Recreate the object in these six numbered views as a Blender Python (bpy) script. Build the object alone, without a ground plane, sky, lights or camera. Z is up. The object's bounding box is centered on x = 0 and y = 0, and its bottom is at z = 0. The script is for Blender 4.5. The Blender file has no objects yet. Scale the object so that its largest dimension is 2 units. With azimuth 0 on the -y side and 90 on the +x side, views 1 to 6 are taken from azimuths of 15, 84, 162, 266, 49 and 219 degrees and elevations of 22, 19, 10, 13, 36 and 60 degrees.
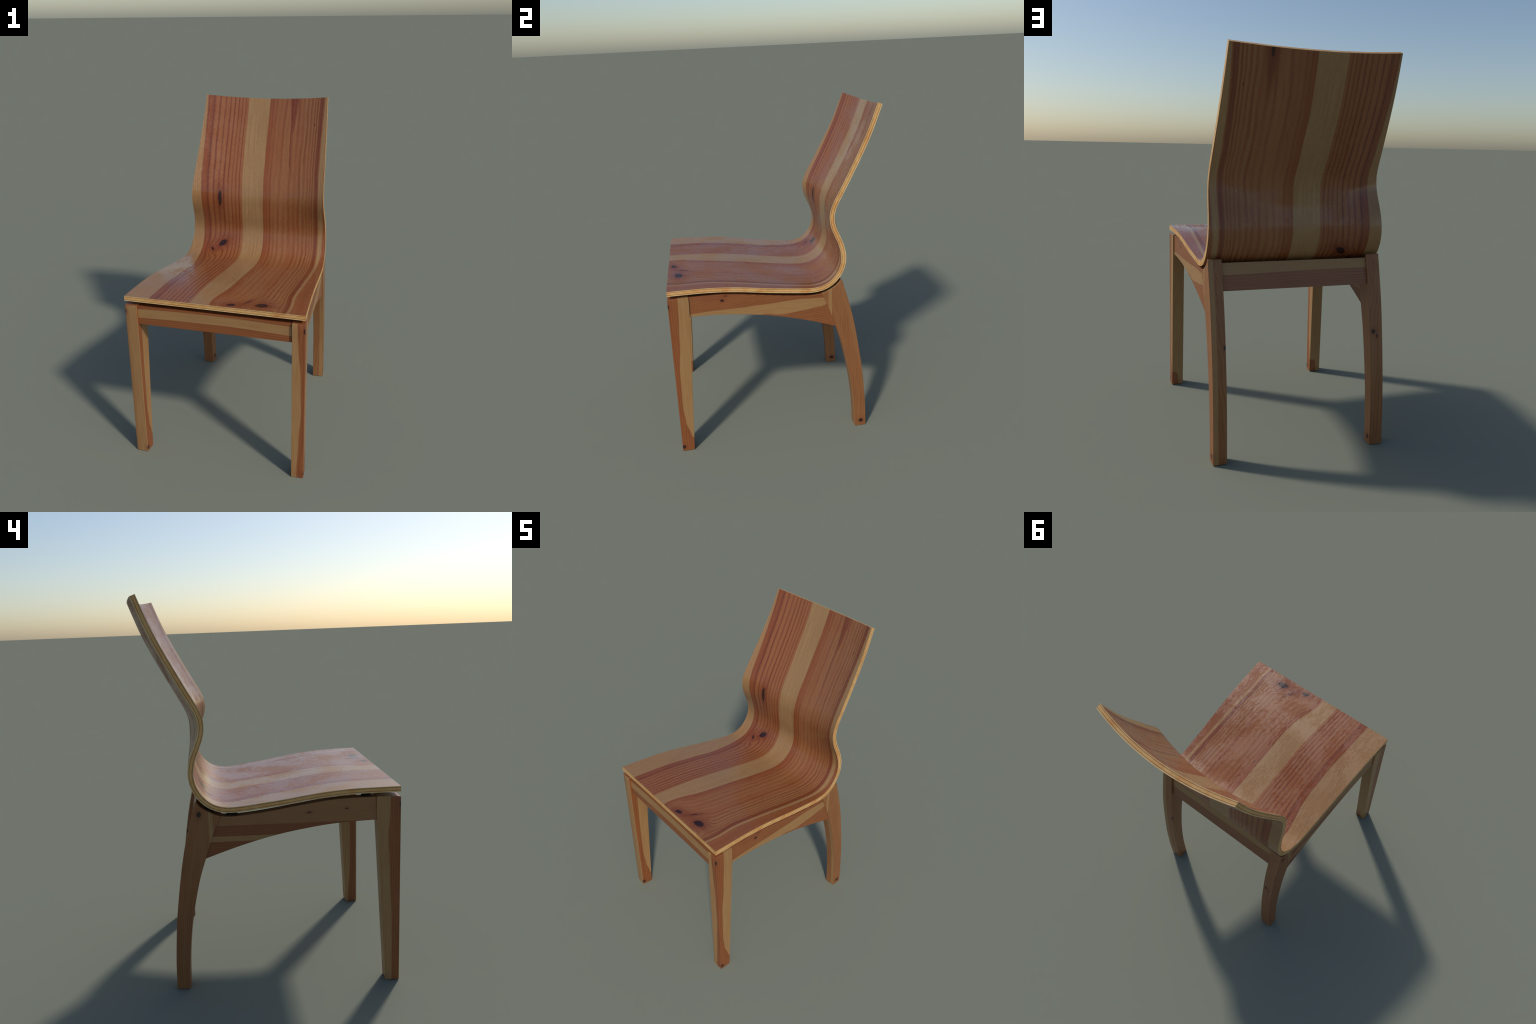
import bpy, bmesh, math
import numpy as np
from mathutils import Vector

# ------------------------------------------------------------------ helpers
def spline(ctrl, n, closed=False):
    """Natural cubic spline through control points, sampled evenly by arc length."""
    P = np.array(ctrl, float)
    m = len(P)
    d = np.linalg.norm(np.diff(P[:, :2], axis=0), axis=1)
    s = np.concatenate([[0], np.cumsum(d)])
    h = np.diff(s)
    A = np.zeros((m, m)); B = np.zeros((m, P.shape[1]))
    A[0, 0] = A[-1, -1] = 1
    for i in range(1, m - 1):
        A[i, i - 1] = h[i - 1]; A[i, i] = 2 * (h[i - 1] + h[i]); A[i, i + 1] = h[i]
        B[i] = 6 * ((P[i + 1] - P[i]) / h[i] - (P[i] - P[i - 1]) / h[i - 1])
    M = np.linalg.solve(A, B)
    def ev(q):
        q = np.asarray(q, float)
        i = np.clip(np.searchsorted(s, q, side='right') - 1, 0, m - 2)
        a = (s[i + 1] - q)[:, None]; b = (q - s[i])[:, None]; hh = h[i][:, None]
        return (M[i] * a ** 3 + M[i + 1] * b ** 3) / (6 * hh) \
            + (P[i] / hh - M[i] * hh / 6) * a + (P[i + 1] / hh - M[i + 1] * hh / 6) * b
    fine = ev(np.linspace(0, s[-1], 4000))
    fs = np.concatenate([[0], np.cumsum(np.linalg.norm(np.diff(fine[:, :2], axis=0), axis=1))])
    q = np.interp(np.linspace(0, fs[-1], n), fs, np.linspace(0, s[-1], 4000))
    return ev(q), np.linspace(0, fs[-1], n)

def smooth_rows(P, k=2, it=3):
    P = P.copy()
    for _ in range(it):
        Q = P.copy()
        Q[1:-1] = .25 * P[:-2] + .5 * P[1:-1] + .25 * P[2:]
        P = Q
    return P

# ------------------------------------------------------------------ the chair
chair = bpy.data.objects.new("wooden_chair", None)
chair["label"] = "dining chair with bent plywood seat and back on pine legs"
chair["category"] = "chair"
bpy.context.collection.objects.link(chair)

def add_object(name, mesh, parent=chair):
    ob = bpy.data.objects.new(name, mesh)
    bpy.context.collection.objects.link(ob)
    ob.parent = parent
    return ob

# ------------------------------------------------------------------ bent plywood shell
THICK = 0.0285
# side profile of the sitting surface (y, z) and how far the middle of the
# sheet is bowed backwards there (and how steeply that bow dips); from the top of the back to the front edge
PROFILE = [
    (.5770, 2.0000, .0520, .46), (.5160, 1.8450, .0560, .40), (.4600, 1.7280, .0615, .25), (.4080, 1.6290, .0670, .1),
    (.3580, 1.5370, .0715, 0), (.3320, 1.4910, .0730, 0), (.3110, 1.4490, .0715, 0), (.2985, 1.4100, .0670, 0),
    (.2955, 1.3740, .0605, 0), (.2990, 1.3430, .0530, 0), (.3090, 1.3070, .0435, 0), (.3280, 1.2610, .0255, 0),
    (.3460, 1.2170, .0105, 0), (.3560, 1.1760, .0060, 0), (.3595, 1.1420, .0045, 0), (.3550, 1.1080, .0040, 0),
    (.3430, 1.0730, .0035, 0), (.3220, 1.0390, .0030, 0), (.2900, 1.0070, .0025, 0), (.2480, .9850, .0010, 0),
    (.1900, .9760, 0, 0), (.1340, .9790, 0, 0), (.0400, .9900, 0, 0), (-.0720, 1.0040, 0, 0),
    (-.1810, 1.0205, 0, 0), (-.2940, 1.0350, 0, 0), (-.3840, 1.0425, 0, 0), (-.4730, 1.0460, 0, 0),
    (-.5620, 1.0470, 0, 0), (-.6510, 1.0475, 0, 0)]
NS, NU = 260, 41
prof, arc = spline(PROFILE, NS)
prof = smooth_rows(prof, it=6)
tang = np.gradient(prof[:, :2], axis=0)
tang /= np.linalg.norm(tang, axis=1)[:, None]
# pointing away from the sitter: backwards on the back, downwards on the seat
norm2 = np.stack([-tang[:, 1], tang[:, 0]], axis=1)
half_w = .410 + .0502 * arc

def shell_points(depth):
    """Grid of the surface lying `depth` behind the sitting surface."""
    u = np.linspace(-1, 1, NU)
    G = np.zeros((NS, NU, 3))
    for i in range(NS):
        b = prof[i, 2] * (1 - u ** 2)
        G[i, :, 0] = u * half_w[i]
        G[i, :, 1] = prof[i, 0] + norm2[i, 0] * depth + b
        G[i, :, 2] = prof[i, 1] + norm2[i, 1] * depth - prof[i, 3] * b
    return G

def grid_normals(G, flip):
    du = np.gradient(G, axis=1); ds = np.gradient(G, axis=0)
    n = np.cross(ds, du); n /= np.linalg.norm(n, axis=2)[:, :, None]
    return -n if flip else n

PLIES = [0, .12, .27, .67, .82, 1.0]           # glue lines through the thickness
PLY_MAT = ['ply_pale', 'ply_dark', 'ply_core', 'ply_dark', 'ply_pale']
layers = [shell_points(THICK * f) for f in PLIES]
SPLIT = int(np.argmin(np.abs(prof[:, 1] - 1.02) + (prof[:, 0] < .2) * 9))

def shell_part(name, i0, i1, mats, top_end, front_end):
    """Rows i0..i1 of the shell: two faces, and edges made of the ply layers."""
    V, N, F, MI = [], [], [], []
    slots = ['front', 'rear', 'ply_pale', 'ply_dark', 'ply_core']
    def grid(P, Nn, mat, flip):
        base = len(V); a, b = P.shape[:2]
        V.extend(P.reshape(-1, 3)); N.extend(Nn.reshape(-1, 3))
        for i in range(a - 1):
            for j in range(b - 1):
                f = [base + i * b + j, base + i * b + j + 1, base + (i + 1) * b + j + 1, base + (i + 1) * b + j]
                F.append(f[::-1] if flip else f); MI.append(slots.index(mat))
    nf = -grid_normals(layers[0], False); nb = grid_normals(layers[-1], False)
    # which way is the sitter side?  compare with norm2
    if nf[5, 20, 1] > 0: nf, nb = -nf, -nb
    grid(layers[0][i0:i1 + 1], nf[i0:i1 + 1], 'front', True)
    grid(layers[-1][i0:i1 + 1], nb[i0:i1 + 1], 'rear', False)
    for k in range(5):
        for side in (0, NU - 1):
            P = np.stack([layers[k][i0:i1 + 1, side], layers[k + 1][i0:i1 + 1, side]], axis=1)
            nx = -1.0 if side == 0 else 1.0
            Nn = np.zeros_like(P); Nn[:, :, 0] = nx
            grid(P, Nn, PLY_MAT[k], side == 0)
        for flag, row in ((top_end, i0), (front_end, i1)):
            if flag:
                P = np.stack([layers[k][row], layers[k + 1][row]], axis=1)
                e = -1 if row == i0 else 1
                Nn = np.zeros_like(P); Nn[:, :, 1] = e * tang[row, 0]; Nn[:, :, 2] = e * tang[row, 1]
                grid(P, Nn, PLY_MAT[k], row == i1)
    me = bpy.data.meshes.new(name)
    me.from_pydata([tuple(v) for v in V], [], F)
    for s in slots: me.materials.append(mats[s])
    me.polygons.foreach_set('material_index', MI)
    me.polygons.foreach_set('use_smooth', [True] * len(F))
    me.update()
    # make face winding agree with the intended normals
    Na = np.array(N)
    bad = [p.index for p in me.polygons if np.dot(np.array(p.normal), Na[p.vertices[0]]) < 0]
    if bad:
        bm = bmesh.new(); bm.from_mesh(me); bm.faces.ensure_lookup_table()
        bmesh.ops.reverse_faces(bm, faces=[bm.faces[i] for i in bad]); bm.to_mesh(me); bm.free()
    me.normals_split_custom_set_from_vertices([tuple(n) for n in Na])
    return add_object(name, me)

# ------------------------------------------------------------------ frame
def frame_x(y, z):
    """Outer face of the side frames: toed in towards the back, splayed to the floor."""
    return .5190 - .0540 * (y + .65) - .0075 * z

def side_piece(name, edge_a, edge_b, inset, width, side, mat, bevel=.0009):
    """Board in the side plane between two matching contours (lists of (y, z))."""
    A, B = np.array(edge_a), np.array(edge_b)
    n = len(A); bm = bmesh.new(); ring = []
    for i in range(n):
        row = []
        for (y, z), w in ((A[i], 0), (B[i], 0), (B[i], width), (A[i], width)):
            row.append(bm.verts.new((side * (frame_x(y, z) - inset - w), y - .0525 * w, z)))
        ring.append(row)
    for i in range(n - 1):
        for k in range(4):
            bm.faces.new((ring[i][k], ring[i][(k + 1) % 4], ring[i + 1][(k + 1) % 4], ring[i + 1][k]))
    bm.faces.new(ring[0][::-1]); bm.faces.new(ring[-1])
    bmesh.ops.recalc_face_normals(bm, faces=bm.faces)
    return finish(name, bm, mat, bevel)

def finish(name, bm, mat, bevel):
    sharp = [e for e in bm.edges if len(e.link_faces) == 2 and e.calc_face_angle() > math.radians(35)]
    if bevel:
        bmesh.ops.bevel(bm, geom=sharp, offset=bevel, segments=1, profile=.5, affect='EDGES', clamp_overlap=True)
    me = bpy.data.meshes.new(name); bm.to_mesh(me); bm.free()
    me.materials.append(mat)
    me.polygons.foreach_set('use_smooth', [True] * len(me.polygons))
    me.update()
    ob = add_object(name, me)
    me.set_sharp_from_angle(angle=math.radians(32))
    return ob

def beam(name, corners_left, corners_right, mat, bevel=.0009):
    bm = bmesh.new()
    L = [bm.verts.new(c) for c in corners_left]; R = [bm.verts.new(c) for c in corners_right]
    n = len(L)
    for k in range(n):
        bm.faces.new((L[k], L[(k + 1) % n], R[(k + 1) % n], R[k]))
    bm.faces.new(L[::-1]); bm.faces.new(R)
    bmesh.ops.recalc_face_normals(bm, faces=bm.faces)
    return finish(name, bm, mat, bevel)

RAIL_TOP = [(-.545, 0.9955), (-.441, 0.9955), (-.351, 0.9925), (-.260, 0.9840), (-.184, 0.9725), (-.127, 0.9640),
            (-.037, 0.9495), (.075, 0.9345), (.154, 0.9270), (.200, 0.9260), (.2460, 0.9310)]
RAIL_BOTTOM = [(-.545, 0.8785), (-.396, 0.8730), (-.268, 0.8615), (-.190, 0.8500), (-.061, 0.8265), (.070, 0.7940),
               (.1855, 0.7590), (.3270, 0.7095)]
LEG_FRONT = [(.439, 0), (.4345, .124), (.4275, .218), (.413, .338), (.393, .448), (.373, .539), (.3525, .620),
             (.3213, .7140), (.2984, .7837), (.2573, .8914), (.2387, .9320)]
LEG_CREST = [(.2387, .9320), (.266, .9405), (.293, .9540), (.320, .9695), (.343, .9895), (.3555, 1.0075)]
LEG_REAR = [(.5085, 0), (.505, .150), (.498, .2527), (.489, .363), (.4742, .481), (.4556, .6054), (.432, .738),
            (.4076, .8424), (.385, .925), (.3624, 1.004)]
# ------------------------------------------------------------------ node expressions
class Nd:
    """Thin wrapper: arithmetic on node sockets builds Math nodes."""
    tree = None
    def __init__(self, s): self.s = s
    @staticmethod
    def math(op, *a, clamp=False):
        n = Nd.tree.nodes.new('ShaderNodeMath'); n.operation = op; n.use_clamp = clamp
        for i, v in enumerate(a):
            if isinstance(v, Nd): Nd.tree.links.new(v.s, n.inputs[i])
            else: n.inputs[i].default_value = float(v)
        return Nd(n.outputs[0])
    def __add__(a, b): return Nd.math('ADD', a, b)
    __radd__ = __add__
    def __sub__(a, b): return Nd.math('SUBTRACT', a, b)
    def __rsub__(a, b): return Nd.math('SUBTRACT', b, a)
    def __mul__(a, b): return Nd.math('MULTIPLY', a, b)
    __rmul__ = __mul__
    def __truediv__(a, b): return Nd.math('DIVIDE', a, b)
    def __pow__(a, b): return Nd.math('POWER', a, b)

def sat(a): return Nd.math('ADD', a, 0, clamp=True)
def mx(a, b): return Nd.math('MAXIMUM', a, b)
def ab(a): return Nd.math('ABSOLUTE', a)
def cos(a): return Nd.math('COSINE', a)
def exp(a): return Nd.math('EXPONENT', a)
def step(a, lo, hi):
    """Smooth 0..1 step as a goes from lo to hi."""
    n = Nd.tree.nodes.new('ShaderNodeMapRange'); n.interpolation_type = 'SMOOTHSTEP'
    if lo > hi: flip = True; lo, hi = hi, lo
    else: flip = False
    Nd.tree.links.new(a.s, n.inputs['Value'])
    n.inputs['From Min'].default_value = lo; n.inputs['From Max'].default_value = hi
    n.inputs['To Min'].default_value = 1.0 if flip else 0.0
    n.inputs['To Max'].default_value = 0.0 if flip else 1.0
    return Nd(n.outputs['Result'])
def vec(x, y, z):
    n = Nd.tree.nodes.new('ShaderNodeCombineXYZ')
    for i, v in enumerate((x, y, z)):
        if isinstance(v, Nd): Nd.tree.links.new(v.s, n.inputs[i])
        else: n.inputs[i].default_value = v
    return Nd(n.outputs[0])
def noise(v, scale=1.0, detail=2.0, rough=.5, dist=0.0):
    n = Nd.tree.nodes.new('ShaderNodeTexNoise')
    Nd.tree.links.new(v.s, n.inputs['Vector'])
    n.inputs['Scale'].default_value = scale; n.inputs['Detail'].default_value = detail
    n.inputs['Roughness'].default_value = rough; n.inputs['Distortion'].default_value = dist
    return Nd(n.outputs[0])
def curve(a, pts):
    """Free curve through (position, value) control points, via a colour ramp of greys."""
    lo, hi = pts[0][0], pts[-1][0]; vs = [p[1] for p in pts]; v0, v1 = min(vs), max(vs)
    n = Nd.tree.nodes.new('ShaderNodeValToRGB'); r = n.color_ramp; r.interpolation = 'EASE'
    while len(r.elements) < len(pts): r.elements.new(.5)
    for e, (p, v) in zip(r.elements, pts):
        e.position = (p - lo) / (hi - lo); g = (v - v0) / (v1 - v0); e.color = (g, g, g, 1)
    f = (a - lo) / (hi - lo); Nd.tree.links.new(f.s, n.inputs[0])
    b = Nd.tree.nodes.new('ShaderNodeSeparateColor'); Nd.tree.links.new(n.outputs[0], b.inputs[0])
    return Nd(b.outputs[0]) * (v1 - v0) + v0
def mix(f, a, b):
    n = Nd.tree.nodes.new('ShaderNodeMix'); n.data_type = 'RGBA'; n.clamp_factor = True
    if isinstance(f, Nd): Nd.tree.links.new(f.s, n.inputs[0])
    else: n.inputs[0].default_value = f
    for i, v in ((6, a), (7, b)):
        if isinstance(v, Nd): Nd.tree.links.new(v.s, n.inputs[i])
        else: n.inputs[i].default_value = (*v, 1)
    return Nd(n.outputs[2])
def scale_col(c, f):
    """Multiply a colour by a grey factor."""
    n = Nd.tree.nodes.new('ShaderNodeVectorMath'); n.operation = 'SCALE'
    Nd.tree.links.new(c.s, n.inputs[0]); Nd.tree.links.new(f.s, n.inputs['Scale'])
    return Nd(n.outputs[0])
def rings(n, sharp=3.0):
    """Late-wood lines: 1 on the whole numbers of n, falling off between them."""
    return (cos(n * 6.28318) * .5 + .5) ** sharp
def blob(x, y, cx, cy, rx, ry, lean=0.0):
    """Gaussian hill at (cx, cy); lean shears it."""
    dx = (x - cx - (y - cy) * lean) / rx if lean else (x - cx) / rx
    dy = (y - cy) / ry
    return exp((dx * dx + dy * dy) * -1.0)

def begin(name):
    m = bpy.data.materials.new(name); m.use_nodes = True
    Nd.tree = m.node_tree
    tc = Nd.tree.nodes.new('ShaderNodeTexCoord'); sp = Nd.tree.nodes.new('ShaderNodeSeparateXYZ')
    Nd.tree.links.new(tc.outputs['Object'], sp.inputs[0])
    return m, Nd(sp.outputs[0]), Nd(sp.outputs[1]), Nd(sp.outputs[2])
def end(m, col, rough, spec=.5, bump=None, dist=.001):
    b = m.node_tree.nodes['Principled BSDF']
    m.node_tree.links.new(col.s, b.inputs['Base Color'])
    if isinstance(rough, Nd): m.node_tree.links.new(rough.s, b.inputs['Roughness'])
    else: b.inputs['Roughness'].default_value = rough
    b.inputs['Specular IOR Level'].default_value = spec
    if bump is not None:
        n = m.node_tree.nodes.new('ShaderNodeBump'); n.inputs['Distance'].default_value = dist
        n.inputs['Strength'].default_value = .5
        m.node_tree.links.new(bump.s, n.inputs['Height']); m.node_tree.links.new(n.outputs[0], b.inputs['Normal'])
    return m

# wood palette
PALE = (.345, .196, .084)
PALE2 = (.295, .152, .060)
TAN = (.285, .100, .035)
RED = (.238, .062, .019)
DARK = (.125, .022, .010)
KNOT = (.022, .008, .008)

# ------------------------------------------------------------------ the face veneer
def veneer(name, rear):
    m, x, y, z = begin(name)
    t = y + z                                   # runs along the sheet: front edge .40, top of the back 2.6
    if rear: t = t - .02
    # lines drift sideways along the sheet, wander a little, and bend round the knots
    drift = curve(t, [(.38, -.012), (.55, -.004), (.80, .008), (1.05, .012), (1.25, .007), (1.5, .0), (1.72, .002),
                      (1.95, -.007), (2.25, -.012), (2.62, -.010)])
    wob = (noise(vec(x * 5.0, t * 1.4, .3), 1.0, 2.0) - .5) * .016
    left = step(t, 1.22, .92) * step(x, -.22, -.33) * .036
    pull = blob(x, t, .03, .45, .085, .11) * -.056 + blob(x, t, .37, .45, .07, .10) * .020
    eye = blob(x, t, -.30, 1.285, .055, .085) * -.010
    sway = (noise(vec(x * 8.0 + 3.0, t * 2.6, 1.7), 1.0, 2.0, .6) - .5) * .034 * step(x, .03, .12) * step(x, .40, .33)
    xc = x - drift - left - pull - eye + wob
    xw = xc + sway
    # late-wood lines: close together beside the pale middle, wider towards the left edge
    a = xc + .25
    nl = a * a * a * 125.0 + a * a * 48.4 + a * 30.66 + 3.57
    b = xw - .2
    nr = b * b * b * 328.0 + b * b * 14.3 + b * 27.56 + 5.75
    nr = nr + blob(x, t, .262, .46, .075, .055) * 4.2 + blob(x, t, .097, .428, .05, .04) * 1.6 + blob(x, t, .185, .5, .03, .06) * 1.2
    nl = nl + blob(x, t, -.305, 1.285, .032, .060) * 3.0 + blob(x, t, -.243, 1.361, .03, .06) * 1.0
    lines_l = rings(nl + (noise(vec(x * 60.0, t * 3.0, 5.0), 1.0, 1.0) - .5) * .18, 3.6)
    lines_r = rings(nr, 2.2)
    amp = noise(vec(x * 26.0, t * .8, 3.1), 1.0, 1.0)
    # zones across the sheet
    left_pale = step(xc, -.380, -.394)
    middle = step(xc, -.119, -.111) * step(xc, .034, .026)
    rim = curve(t, [(.4, .4205), (1.05, .4220), (1.35, .4330), (1.6, .4380), (2.6, .4400)])
    right_edge_pale = step(xc, .403, .409) * step(xc - rim, .003, -.003)
    right = step(xc, .026, .034)
    # left board: red, with strong dark lines, darkest next to the pale strip
    lcol = mix(step(xc, -.40, -.30), RED, TAN)
    vary = noise(vec(xc * 40.0, t * 2.2, 9.0), 1.0, 2.0)
    lcol = mix(lines_l * (step(amp, .25, .7) * .35 + vary * .5 + .24), lcol, DARK)
    lcol = mix(step(vary, .5, .75) * .30, lcol, RED)
    lcol = mix(blob(xc, t, -.352, 1.3, .016, 9.0) * .35, lcol, DARK)
    # right board: lighter brown, soft lines, a red band next to the middle and near the edge
    rc = mix(step(noise(vec(x * 9.0, t * .9, 7.0), 1.0, 2.0), .35, .65), TAN, (.300, .118, .043))
    rc = mix(step(xc, .095, .034) * .8, rc, RED)
    rc = mix(step(xc, .30, .40) * .35, rc, RED)
    calm = step(t, .85, 1.35) * .25 + .75                # softer lines on the seat
    rc = mix(lines_r * calm * (step(amp, .3, .68) * .72 + .16) * (step(ab(xc - .16), .02, .10) * .4 + .6), rc, (.155, .032, .012))
    tone = noise(vec(xc * 16.0, t * 1.1, 4.4), 1.0, 2.0)
    rc = mix(step(tone, .45, .70) * .20, rc, RED)
    # paler stripes between the lines towards the right edge
    rc = mix(rings(nr + .5, 2.0) * step(xc, .23, .30) * step(xc, .385, .375) * .5, rc, PALE2)
    rc = mix(step(xc, .374, .386) * step(xc, .404, .396) * .55, rc, DARK)
    if not rear:
        flame = step(ab(x - .190) - (t - 2.30) * .085, .012, -.002) * step(t, 2.22, 2.42)
        rc = mix(flame * .75, rc, (.18, .036, .014))
        path = curve(t, [(1.75, .196), (1.9, .212), (2.05, .190), (2.2, .183), (2.35, .180), (2.6, .178)])
        bold = step(ab(x - path), .0065, .001) * step(t, 1.78, 2.1)
        rc = mix(bold * .7, rc, (.120, .022, .010))
    else:
        flame = step(ab(x - .222) - (t - 2.25) * .06, .014, -.006) * step(t, 2.2, 2.5)
        rc = mix(flame * .7, rc, (.19, .038, .015))
    streak = blob(x, t, .208, 1.55, .009, .22)
    rc = mix(streak * .5, rc, RED)
    # pale wood with faint close lines
    fine = noise(vec(xc * 210.0, t * 2.0, 1.0), 1.0, 2.0)
    pc = mix(step(fine, .42, .68), PALE, PALE2)
    pc = mix(step(t, 1.0, .6) * .25, pc, (.32, .155, .066))
    col = mix(right, lcol, rc)
    col = mix(mx(middle, right_edge_pale), col, pc)
    lp = mix(rings(xc * 75.0, 2.0) * .45, pc, (.275, .118, .044))
    col = mix(left_pale, col, lp)
    # fibres and pores
    fib = noise(vec(x * 420.0, t * 7.0, z * 2.0), 1.0, 2.0)
    pore = noise(vec(x * 160.0, t * 22.0, y * 20.0), 1.0, 2.0)
    col = scale_col(col, fib * .34 + pore * .16 + .75)
    # knots with a warm halo
    jag = (noise(vec(x * 60.0, t * 40.0, z * 30.0), 1.0, 2.0) - .5)
    spots = [(-.243, 1.361, .026, .040, .3), (-.307, 1.285, .008, .022, -.3)]
    if not rear:
        spots += [(.097, .430, .026, .0165, .5), (.262, .460, .037, .023, .25), (.178, .485, .0045, .030, .55),
                  (-.261, 1.690, .013, .060, .0)]
    else:
        spots += [(.222, 2.63, .010, .10, .0)]
    for cx, ct, rx, rt, lean in spots:
        halo = blob(x, t, cx, ct, rx * 2.1 + .010, rt * 1.9 + .010, lean)
        col = mix(halo * .85, col, (.165, .034, .012))
        core = step(blob(x, t, cx, ct, rx, rt, lean) + jag * .5, .34, .56)
        col = mix(core * .95, col, KNOT)
    # small pin mark
    for cx, ct in ((.335, 2.36), (.065, .96)):
        col = mix(step(blob(x, t, cx, ct, .004, .010), .3, .6) * .7, col, KNOT)
    # lacquer: glossy, scuffed along and across the grain
    scuff = noise(vec(x * 70.0, t * 22.0, z * 5.0), 1.0, 4.0, .7, 1.5)
    patch = noise(vec(x * 6.0, t * 5.0, 2.0), 1.0, 2.0)
    rough = step(scuff + (patch - .5) * .7, .45, .57) * .27 + .19
    return end(m, col, rough, .5)

# ------------------------------------------------------------------ plywood edge
def ply(name, light, dark, rusty):
    m, x, y, z = begin(name)
    t = y - z + x
    f = noise(vec(x * 14.0, y * 14.0, z * 14.0), 1.0, 3.0, .6)
    g = noise(vec(x * 60.0, y * 60.0, z * 60.0), 1.0, 2.0)
    c = mix(step(f, .40, .62), light, dark)
    c = mix(step(f, .60, .74) * .8, c, rusty)
    c = scale_col(c, g * .3 + .85)
    return end(m, c, .5, .35)

# ------------------------------------------------------------------ solid pine of the frame
def pine(name, pattern, along, knots=(), rough=.42, seam_dark=.55):
    """pattern(x, y, z) gives how red the wood is, and a ring coordinate; along is the grain axis."""
    m, x, y, z = begin(name)
    red, ringc, lo, hi = pattern(x, y, z)
    s = {'z': (90.0, 90.0, 3.0), 'y': (90.0, 3.0, 90.0), 'x': (3.0, 90.0, 90.0)}[along]
    fib = noise(vec(x * s[0], y * s[1], z * s[2]), 2.2, 2.0)
    pore = noise(vec(x * s[0], y * s[1], z * s[2]), .6, 3.0)
    amp = noise(vec(x * 8.0, y * 8.0, z * 8.0), 1.0, 1.0)
    pale = mix(step(fib, .35, .7), (.365, .202, .080), (.310, .155, .056))
    ringc = ringc + (noise(vec(x * s[0], y * s[1], z * s[2]), .12, 2.0) - .5) * 2.2
    rd = mix(rings(ringc, 1.6) * (amp * .9 + .02), hi, lo)
    rd = mix(step(pore, .45, .75) * .4, rd, lo)
    col = mix(red, pale, rd)
    # a darker, redder seam where pale sapwood meets heartwood
    seam = red * (1.0 - red) * 4.0
    col = mix(seam * seam_dark, col, (.20, .052, .018))
    col = scale_col(col, fib * .26 + pore * .16 + .79)
    jag = noise(vec(x * 90.0, y * 90.0, z * 90.0), 1.0, 2.0) - .5
    for (cx, cy, cz, rx, ry, rz) in knots:
        dx = (x - cx) / rx; dy = (y - cy) / ry; dz = (z - cz) / rz
        d = dx * dx + dy * dy + dz * dz
        col = mix(exp(d * -.35) * .7, col, (.19, .048, .017))
        col = mix(step(d + jag * .8, 1.15, .55) * .95, col, KNOT)
    return end(m, col, rough, .45, fib, .0003)

HEART = (.275, .090, .027)
HEART_LINE = (.165, .042, .014)
BROWN = (.290, .118, .041)
BROWN_LINE = (.185, .054, .017)

def wander(x, y, z, f, amp, seed):
    return (noise(vec(x * f + seed, y * f, z * f), 1.0, 1.0) - .5) * amp

def front_leg_right(x, y, z):
    w = wander(x * 0, y * 0, z, 3.0, .02, 1.3)
    # heartwood along the outer front corner; it swallows the outer side of the foot
    outer = curve(z, [(0, -.50), (.06, -.545), (.10, -.592), (.2, -.617), (.3, -.627), (.5, -.624), (.75, -.606), (.9, -.598), (1.0, -.596)])
    inner = curve(z, [(0, -.600), (.3, -.613), (.6, -.612), (.85, -.606), (1.0, -.604)])
    f = step(x, .465, .500)
    side = step(y - outer * f - inner * (1.0 - f), .003, -.003)
    face = curve(z, [(0, .480), (.05, .481), (.25, .489), (.45, .499), (.65, .494), (.85, .480), (.93, .474), (1.0, .470)])
    front = mx(step(x - face, -.003, .004), step(y, -.6490, -.6450))
    return side * front, (y * .9 + x * .5 + w) * 80.0, HEART_LINE, HEART

def front_leg_left(x, y, z):
    w = wander(x * 0, y * 0, z, 3.0, .02, 4.3)
    inner = curve(z, [(0, -.50), (.06, -.550), (.10, -.592), (.2, -.612), (.3, -.622), (.5, -.622), (.75, -.616), (.9, -.610), (1.0, -.606)])
    outer = curve(z, [(0, -.615), (.3, -.613), (.6, -.602), (.8, -.592), (.9, -.60), (1.0, -.602)])
    f = step(x, -.495, -.470)
    side = step(y - inner * f - outer * (1.0 - f), .003, -.003)
    return side * step(y, -.6535, -.6475), (y * .9 + x * .4 + w) * 80.0, HEART_LINE, HEART

def rear_leg(seed, pale):
    def pat(x, y, z):
        lean = curve(z, [(0, 0), (.15, -.003), (.36, -.018), (.6, -.052), (.74, -.077), (.93, -.125), (1.02, -.16)])
        d = y - lean - .44                      # depth behind the front contour of the leg
        w = wander(x * 0, y * 2.0, z, 3.0, .012, seed)
        e = .5190 - (y + .65) * .0540 - z * .0075 - ab(x)     # depth under the outer face
        strip = step(y, .2765, .2800) * step(y, .3005, .2970) * step(z, .74, .80) * step(e, .030, .020)
        skin = step(e, .0012, .0030) * step(e + w * .4, .028, .024) if pale else e * 0.0
        red = 1.0 - sat(strip + skin)
        red = red * (1.0 - step(noise(vec(x * 30.0, d * 30.0 + seed, z * 1.2), 1.0, 2.0), .42, .68) * .38)
        return red, (d * .6 + (y - .4) * .4 + ab(x) * .5 + w * .5) * 95.0, BROWN_LINE, BROWN
    return pat

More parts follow.
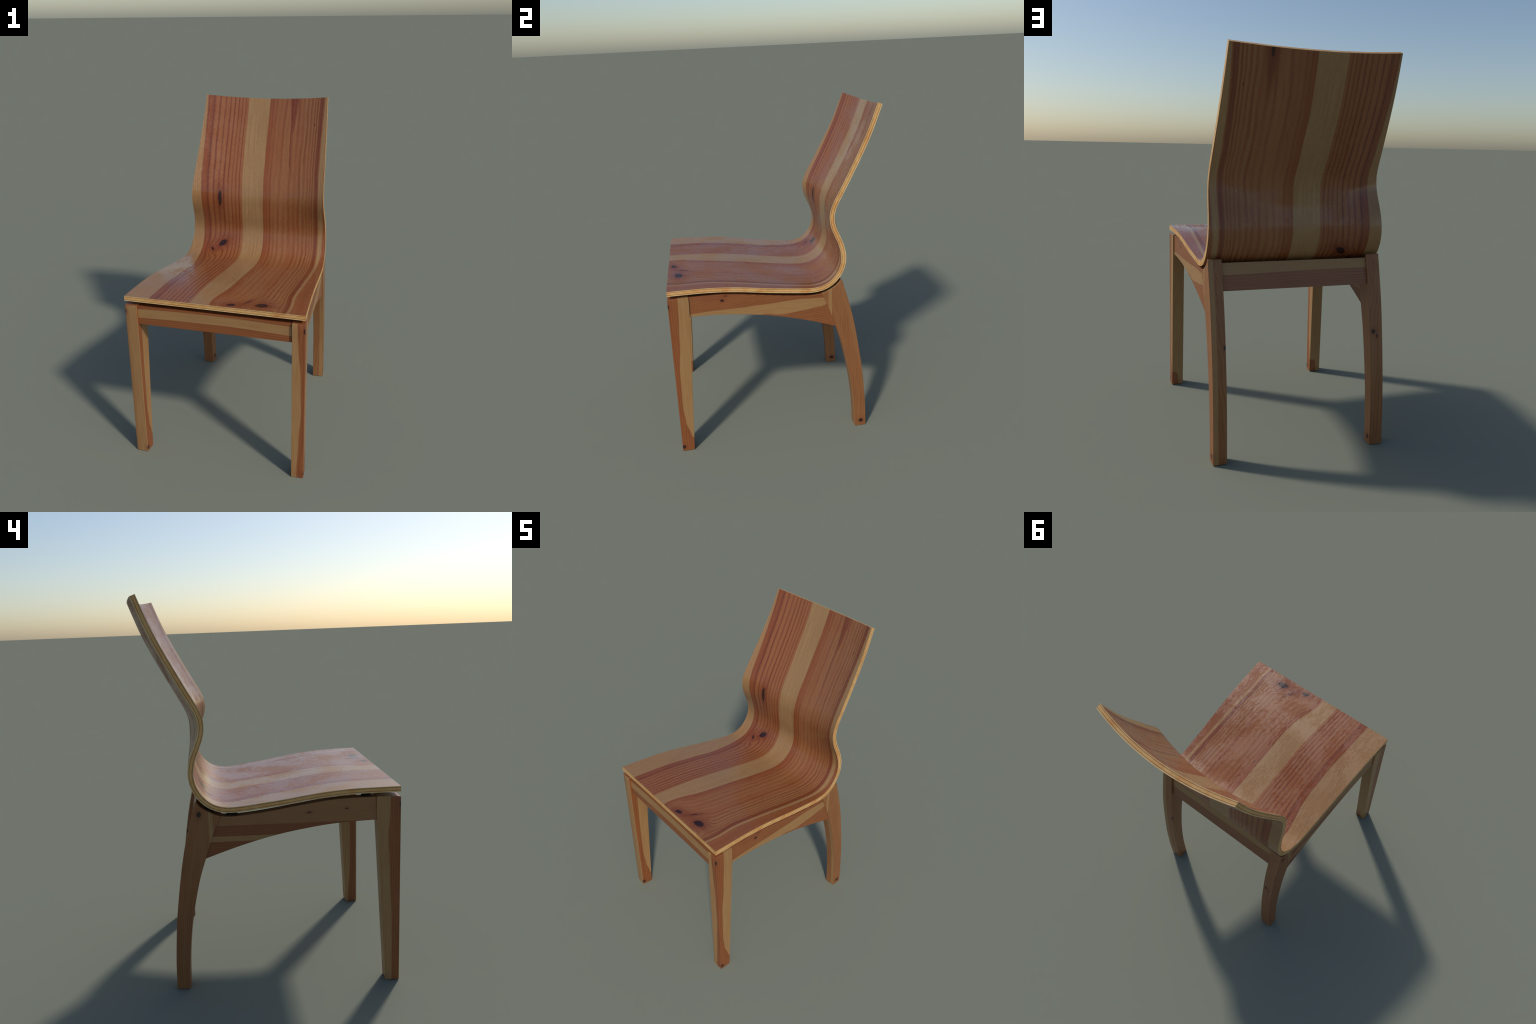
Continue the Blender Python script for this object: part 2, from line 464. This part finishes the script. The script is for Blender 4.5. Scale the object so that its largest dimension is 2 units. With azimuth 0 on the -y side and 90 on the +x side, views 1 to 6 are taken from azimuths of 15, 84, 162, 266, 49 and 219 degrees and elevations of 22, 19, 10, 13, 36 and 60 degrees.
def side_rail_right(x, y, z):
    w = wander(x * 0, y * .5, z * 2, 3.0, .02, 2.0)
    # pale band climbing from the front bottom to the rear; red-brown above and below
    top = curve(y, [(-.55, .895), (-.40, .9005), (-.25, .9005), (-.12, .9045), (.1, .9125), (.26, .906), (.34, .90)])
    bot = curve(y, [(-.55, .84), (-.1, .84), (.0, .825), (.12, .835), (.22, .848), (.30, .866), (.34, .875)])
    pale = step(z - top, .004, -.004) * step(z - bot, -.004, .004)
    up = step(z, .85, .90)
    return 1.0 - pale, (z * 1.0 + y * -.07 + w * .6) * 85.0, HEART_LINE, mixc(HEART, BROWN, .35)

def side_rail_left(x, y, z):
    w = wander(x * 0, y * .5, z * 2, 3.0, .02, 6.0)
    low = step(z, .8815, .8775)
    pale = step(z, .826, .822) * step(z, .795, .799)
    red = low * (1.0 - pale)
    return red * .55 + .45 - pale * .40, (z + w) * 70.0, HEART_LINE, mixc(HEART, HEART_LINE, .35)

def front_rail(x, y, z):
    bow = (x * x) * -.06
    zz = z + bow * -1.0 + wander(x * .6, y * 0, z * 0, 3.0, .012, 3.0)
    top = step(zz, .9795, .9845)
    low = step(zz, .929, .923)
    return mx(top, low), zz * 75.0, HEART_LINE, HEART

def rear_rail(x, y, z):
    zz = z + wander(x * .6, y * 0, z * 0, 3.0, .012, 8.0) + x * .012
    return step(zz, .936, .928), zz * 70.0, (.185, .060, .026), (.27, .105, .042)

def mixc(a, b, f): return tuple(p * (1 - f) + q * f for p, q in zip(a, b))

def make_materials():
    M = {}
    M['front'] = veneer("face_veneer", False)
    M['rear'] = veneer("back_veneer", True)
    M['ply_pale'] = ply("pale_ply", (.74, .49, .23), (.68, .42, .17), (.62, .33, .13))
    M['ply_dark'] = ply("dark_ply", (.40, .215, .080), (.34, .165, .055), (.33, .14, .05))
    M['ply_core'] = ply("core_ply", (.70, .40, .145), (.66, .33, .105), (.60, .20, .060))
    M['front_leg_right'] = pine("pine_leg", front_leg_right, 'z',
        [(.512, -.656, .955, .010, .012, .018), (.52, -.642, .028, .030, .011, .013)])
    M['front_leg_left'] = pine("pine_leg", front_leg_left, 'z',
        [(-.517, -.655, .955, .012, .012, .018), (-.447, -.645, .026, .012, .012, .014)])
    M['rear_leg_right'] = pine("pine_rear_leg", rear_leg(2.0, True), 'z',
        [(.458, .477, .035, .020, .015, .013), (.387, .454, .585, .008, .010, .014)], seam_dark=.12)
    M['rear_leg_left'] = pine("pine_rear_leg", rear_leg(7.0, False), 'z',
        [(-.39, .477, .035, .014, .016, .013), (-.46, .345, .945, .012, .012, .016), (-.405, .452, .61, .011, .02, .014),
         (-.425, .458, .585, .005, .02, .010), (-.378, .35, .80, .010, .012, .013)], seam_dark=.12)
    M['side_rail_right'] = pine("pine_side_rail", side_rail_right, 'y',
        [(.50, -.345, .956, .03, .013, .009), (.50, -.325, .982, .03, .012, .003)])
    M['side_rail_left'] = pine("pine_side_rail", side_rail_left, 'y',
        [(-.50, -.20, .930, .03, .014, .006), (-.50, -.385, .943, .03, .009, .004)], seam_dark=.0)
    M['front_rail'] = pine("pine_front_rail", front_rail, 'x')
    M['rear_rail'] = pine("pine_rear_rail", rear_rail, 'x')
    m, x, y, z = begin("black_rubber")
    M['rubber'] = end(m, mix(noise(vec(x, y, z), 60.0), (.010, .010, .010), (.016, .015, .014)), .8, .2)
    return M
# ------------------------------------------------------------------ assembling
def build(mats):
    shell = {k: mats[k] for k in ('front', 'rear', 'ply_pale', 'ply_dark', 'ply_core')}
    shell_part("backrest", 0, SPLIT, shell, True, False)
    shell_part("seat", SPLIT, NS - 1, shell, False, True)
    for side, key in ((1, 'right'), (-1, 'left')):
        # front leg: square, tapering to the floor on its rear side
        zz = np.concatenate([np.linspace(0, .88, 12), [.94, .988]])
        front = [(-.6518, z) for z in zz] + [(-.6495, .9958)]
        rear = [(np.interp(z, [0, .883, 1.0], [-.581, -.5340, -.5325]), z) for z in zz] + [(-.5355, .9995)]
        side_piece("front_leg", front, rear, 0, .070, side, mats['front_leg_' + key])
        # rear leg: curved sabre leg, hollowed at the top for the shell
        f, _ = spline(LEG_FRONT[:8], 22); g, _ = spline(LEG_FRONT[7:], 8); c, _ = spline(LEG_CREST, 8)
        a = np.vstack([f, g[1:], c[1:]])
        r, _ = spline(LEG_REAR, 60)
        zc = np.concatenate([f[:, 1], np.linspace(f[-1, 1], .94, 8)[1:], np.linspace(.94, 1.004, 8)[1:]])
        b = [(np.interp(z, r[:, 1], r[:, 0]), z) for z in zc]
        side_piece("rear_leg", a, b, 0, .070, side, mats['rear_leg_' + key])
        t, _ = spline(RAIL_TOP, 32); bt, _ = spline(RAIL_BOTTOM, 32)
        side_piece("side_rail", t, bt, .0075, .052, side, mats['side_rail_' + key], bevel=.0009)
        # rubber buffers that carry the shell above the frame
        for y0, y1 in ((-.509, -.465), (.154, .208), (.272, .318)):
            top, bot = [], []
            tp = np.array(RAIL_TOP + LEG_CREST[1:])
            for y in np.linspace(y0, y1, 4):
                zr = np.interp(y, tp[:, 0], tp[:, 1])
                seat_rows = np.array([[l[i, 0, 1], l[i, 0, 2]] for i in range(SPLIT - 20, NS) for l in (layers[-1],)])
                k = np.argsort(seat_rows[:, 0])
                zs = np.interp(y, seat_rows[k, 0], seat_rows[k, 1])
                bot.append((y, zr - .002)); top.append((y, zs + .003))
            side_piece("buffer_pad", bot, top, .030, .020, side, mats['rubber'], bevel=0)
    # front and rear rails between the legs
    xf = .455
    q = [(-.6425, .9895), (-.5860, .9895), (-.5860, .878), (-.6425, .878)]
    beam("front_rail", [(-xf, y, z) for y, z in q], [(xf, y, z) for y, z in q], mats['front_rail'])
    # the rear rail is hollowed along its top like the legs, so that it follows the shell
    xr = .405
    q = [(.3510, .9865), (.3420, .9850), (.3180, .9600), (.2900, .9400), (.2350, .9250), (.2600, .8520), (.3890, .8520)]
    beam("rear_rail", [(-xr, y, z) for y, z in q], [(xr, y, z) for y, z in q], mats['rear_rail'])
build(make_materials())
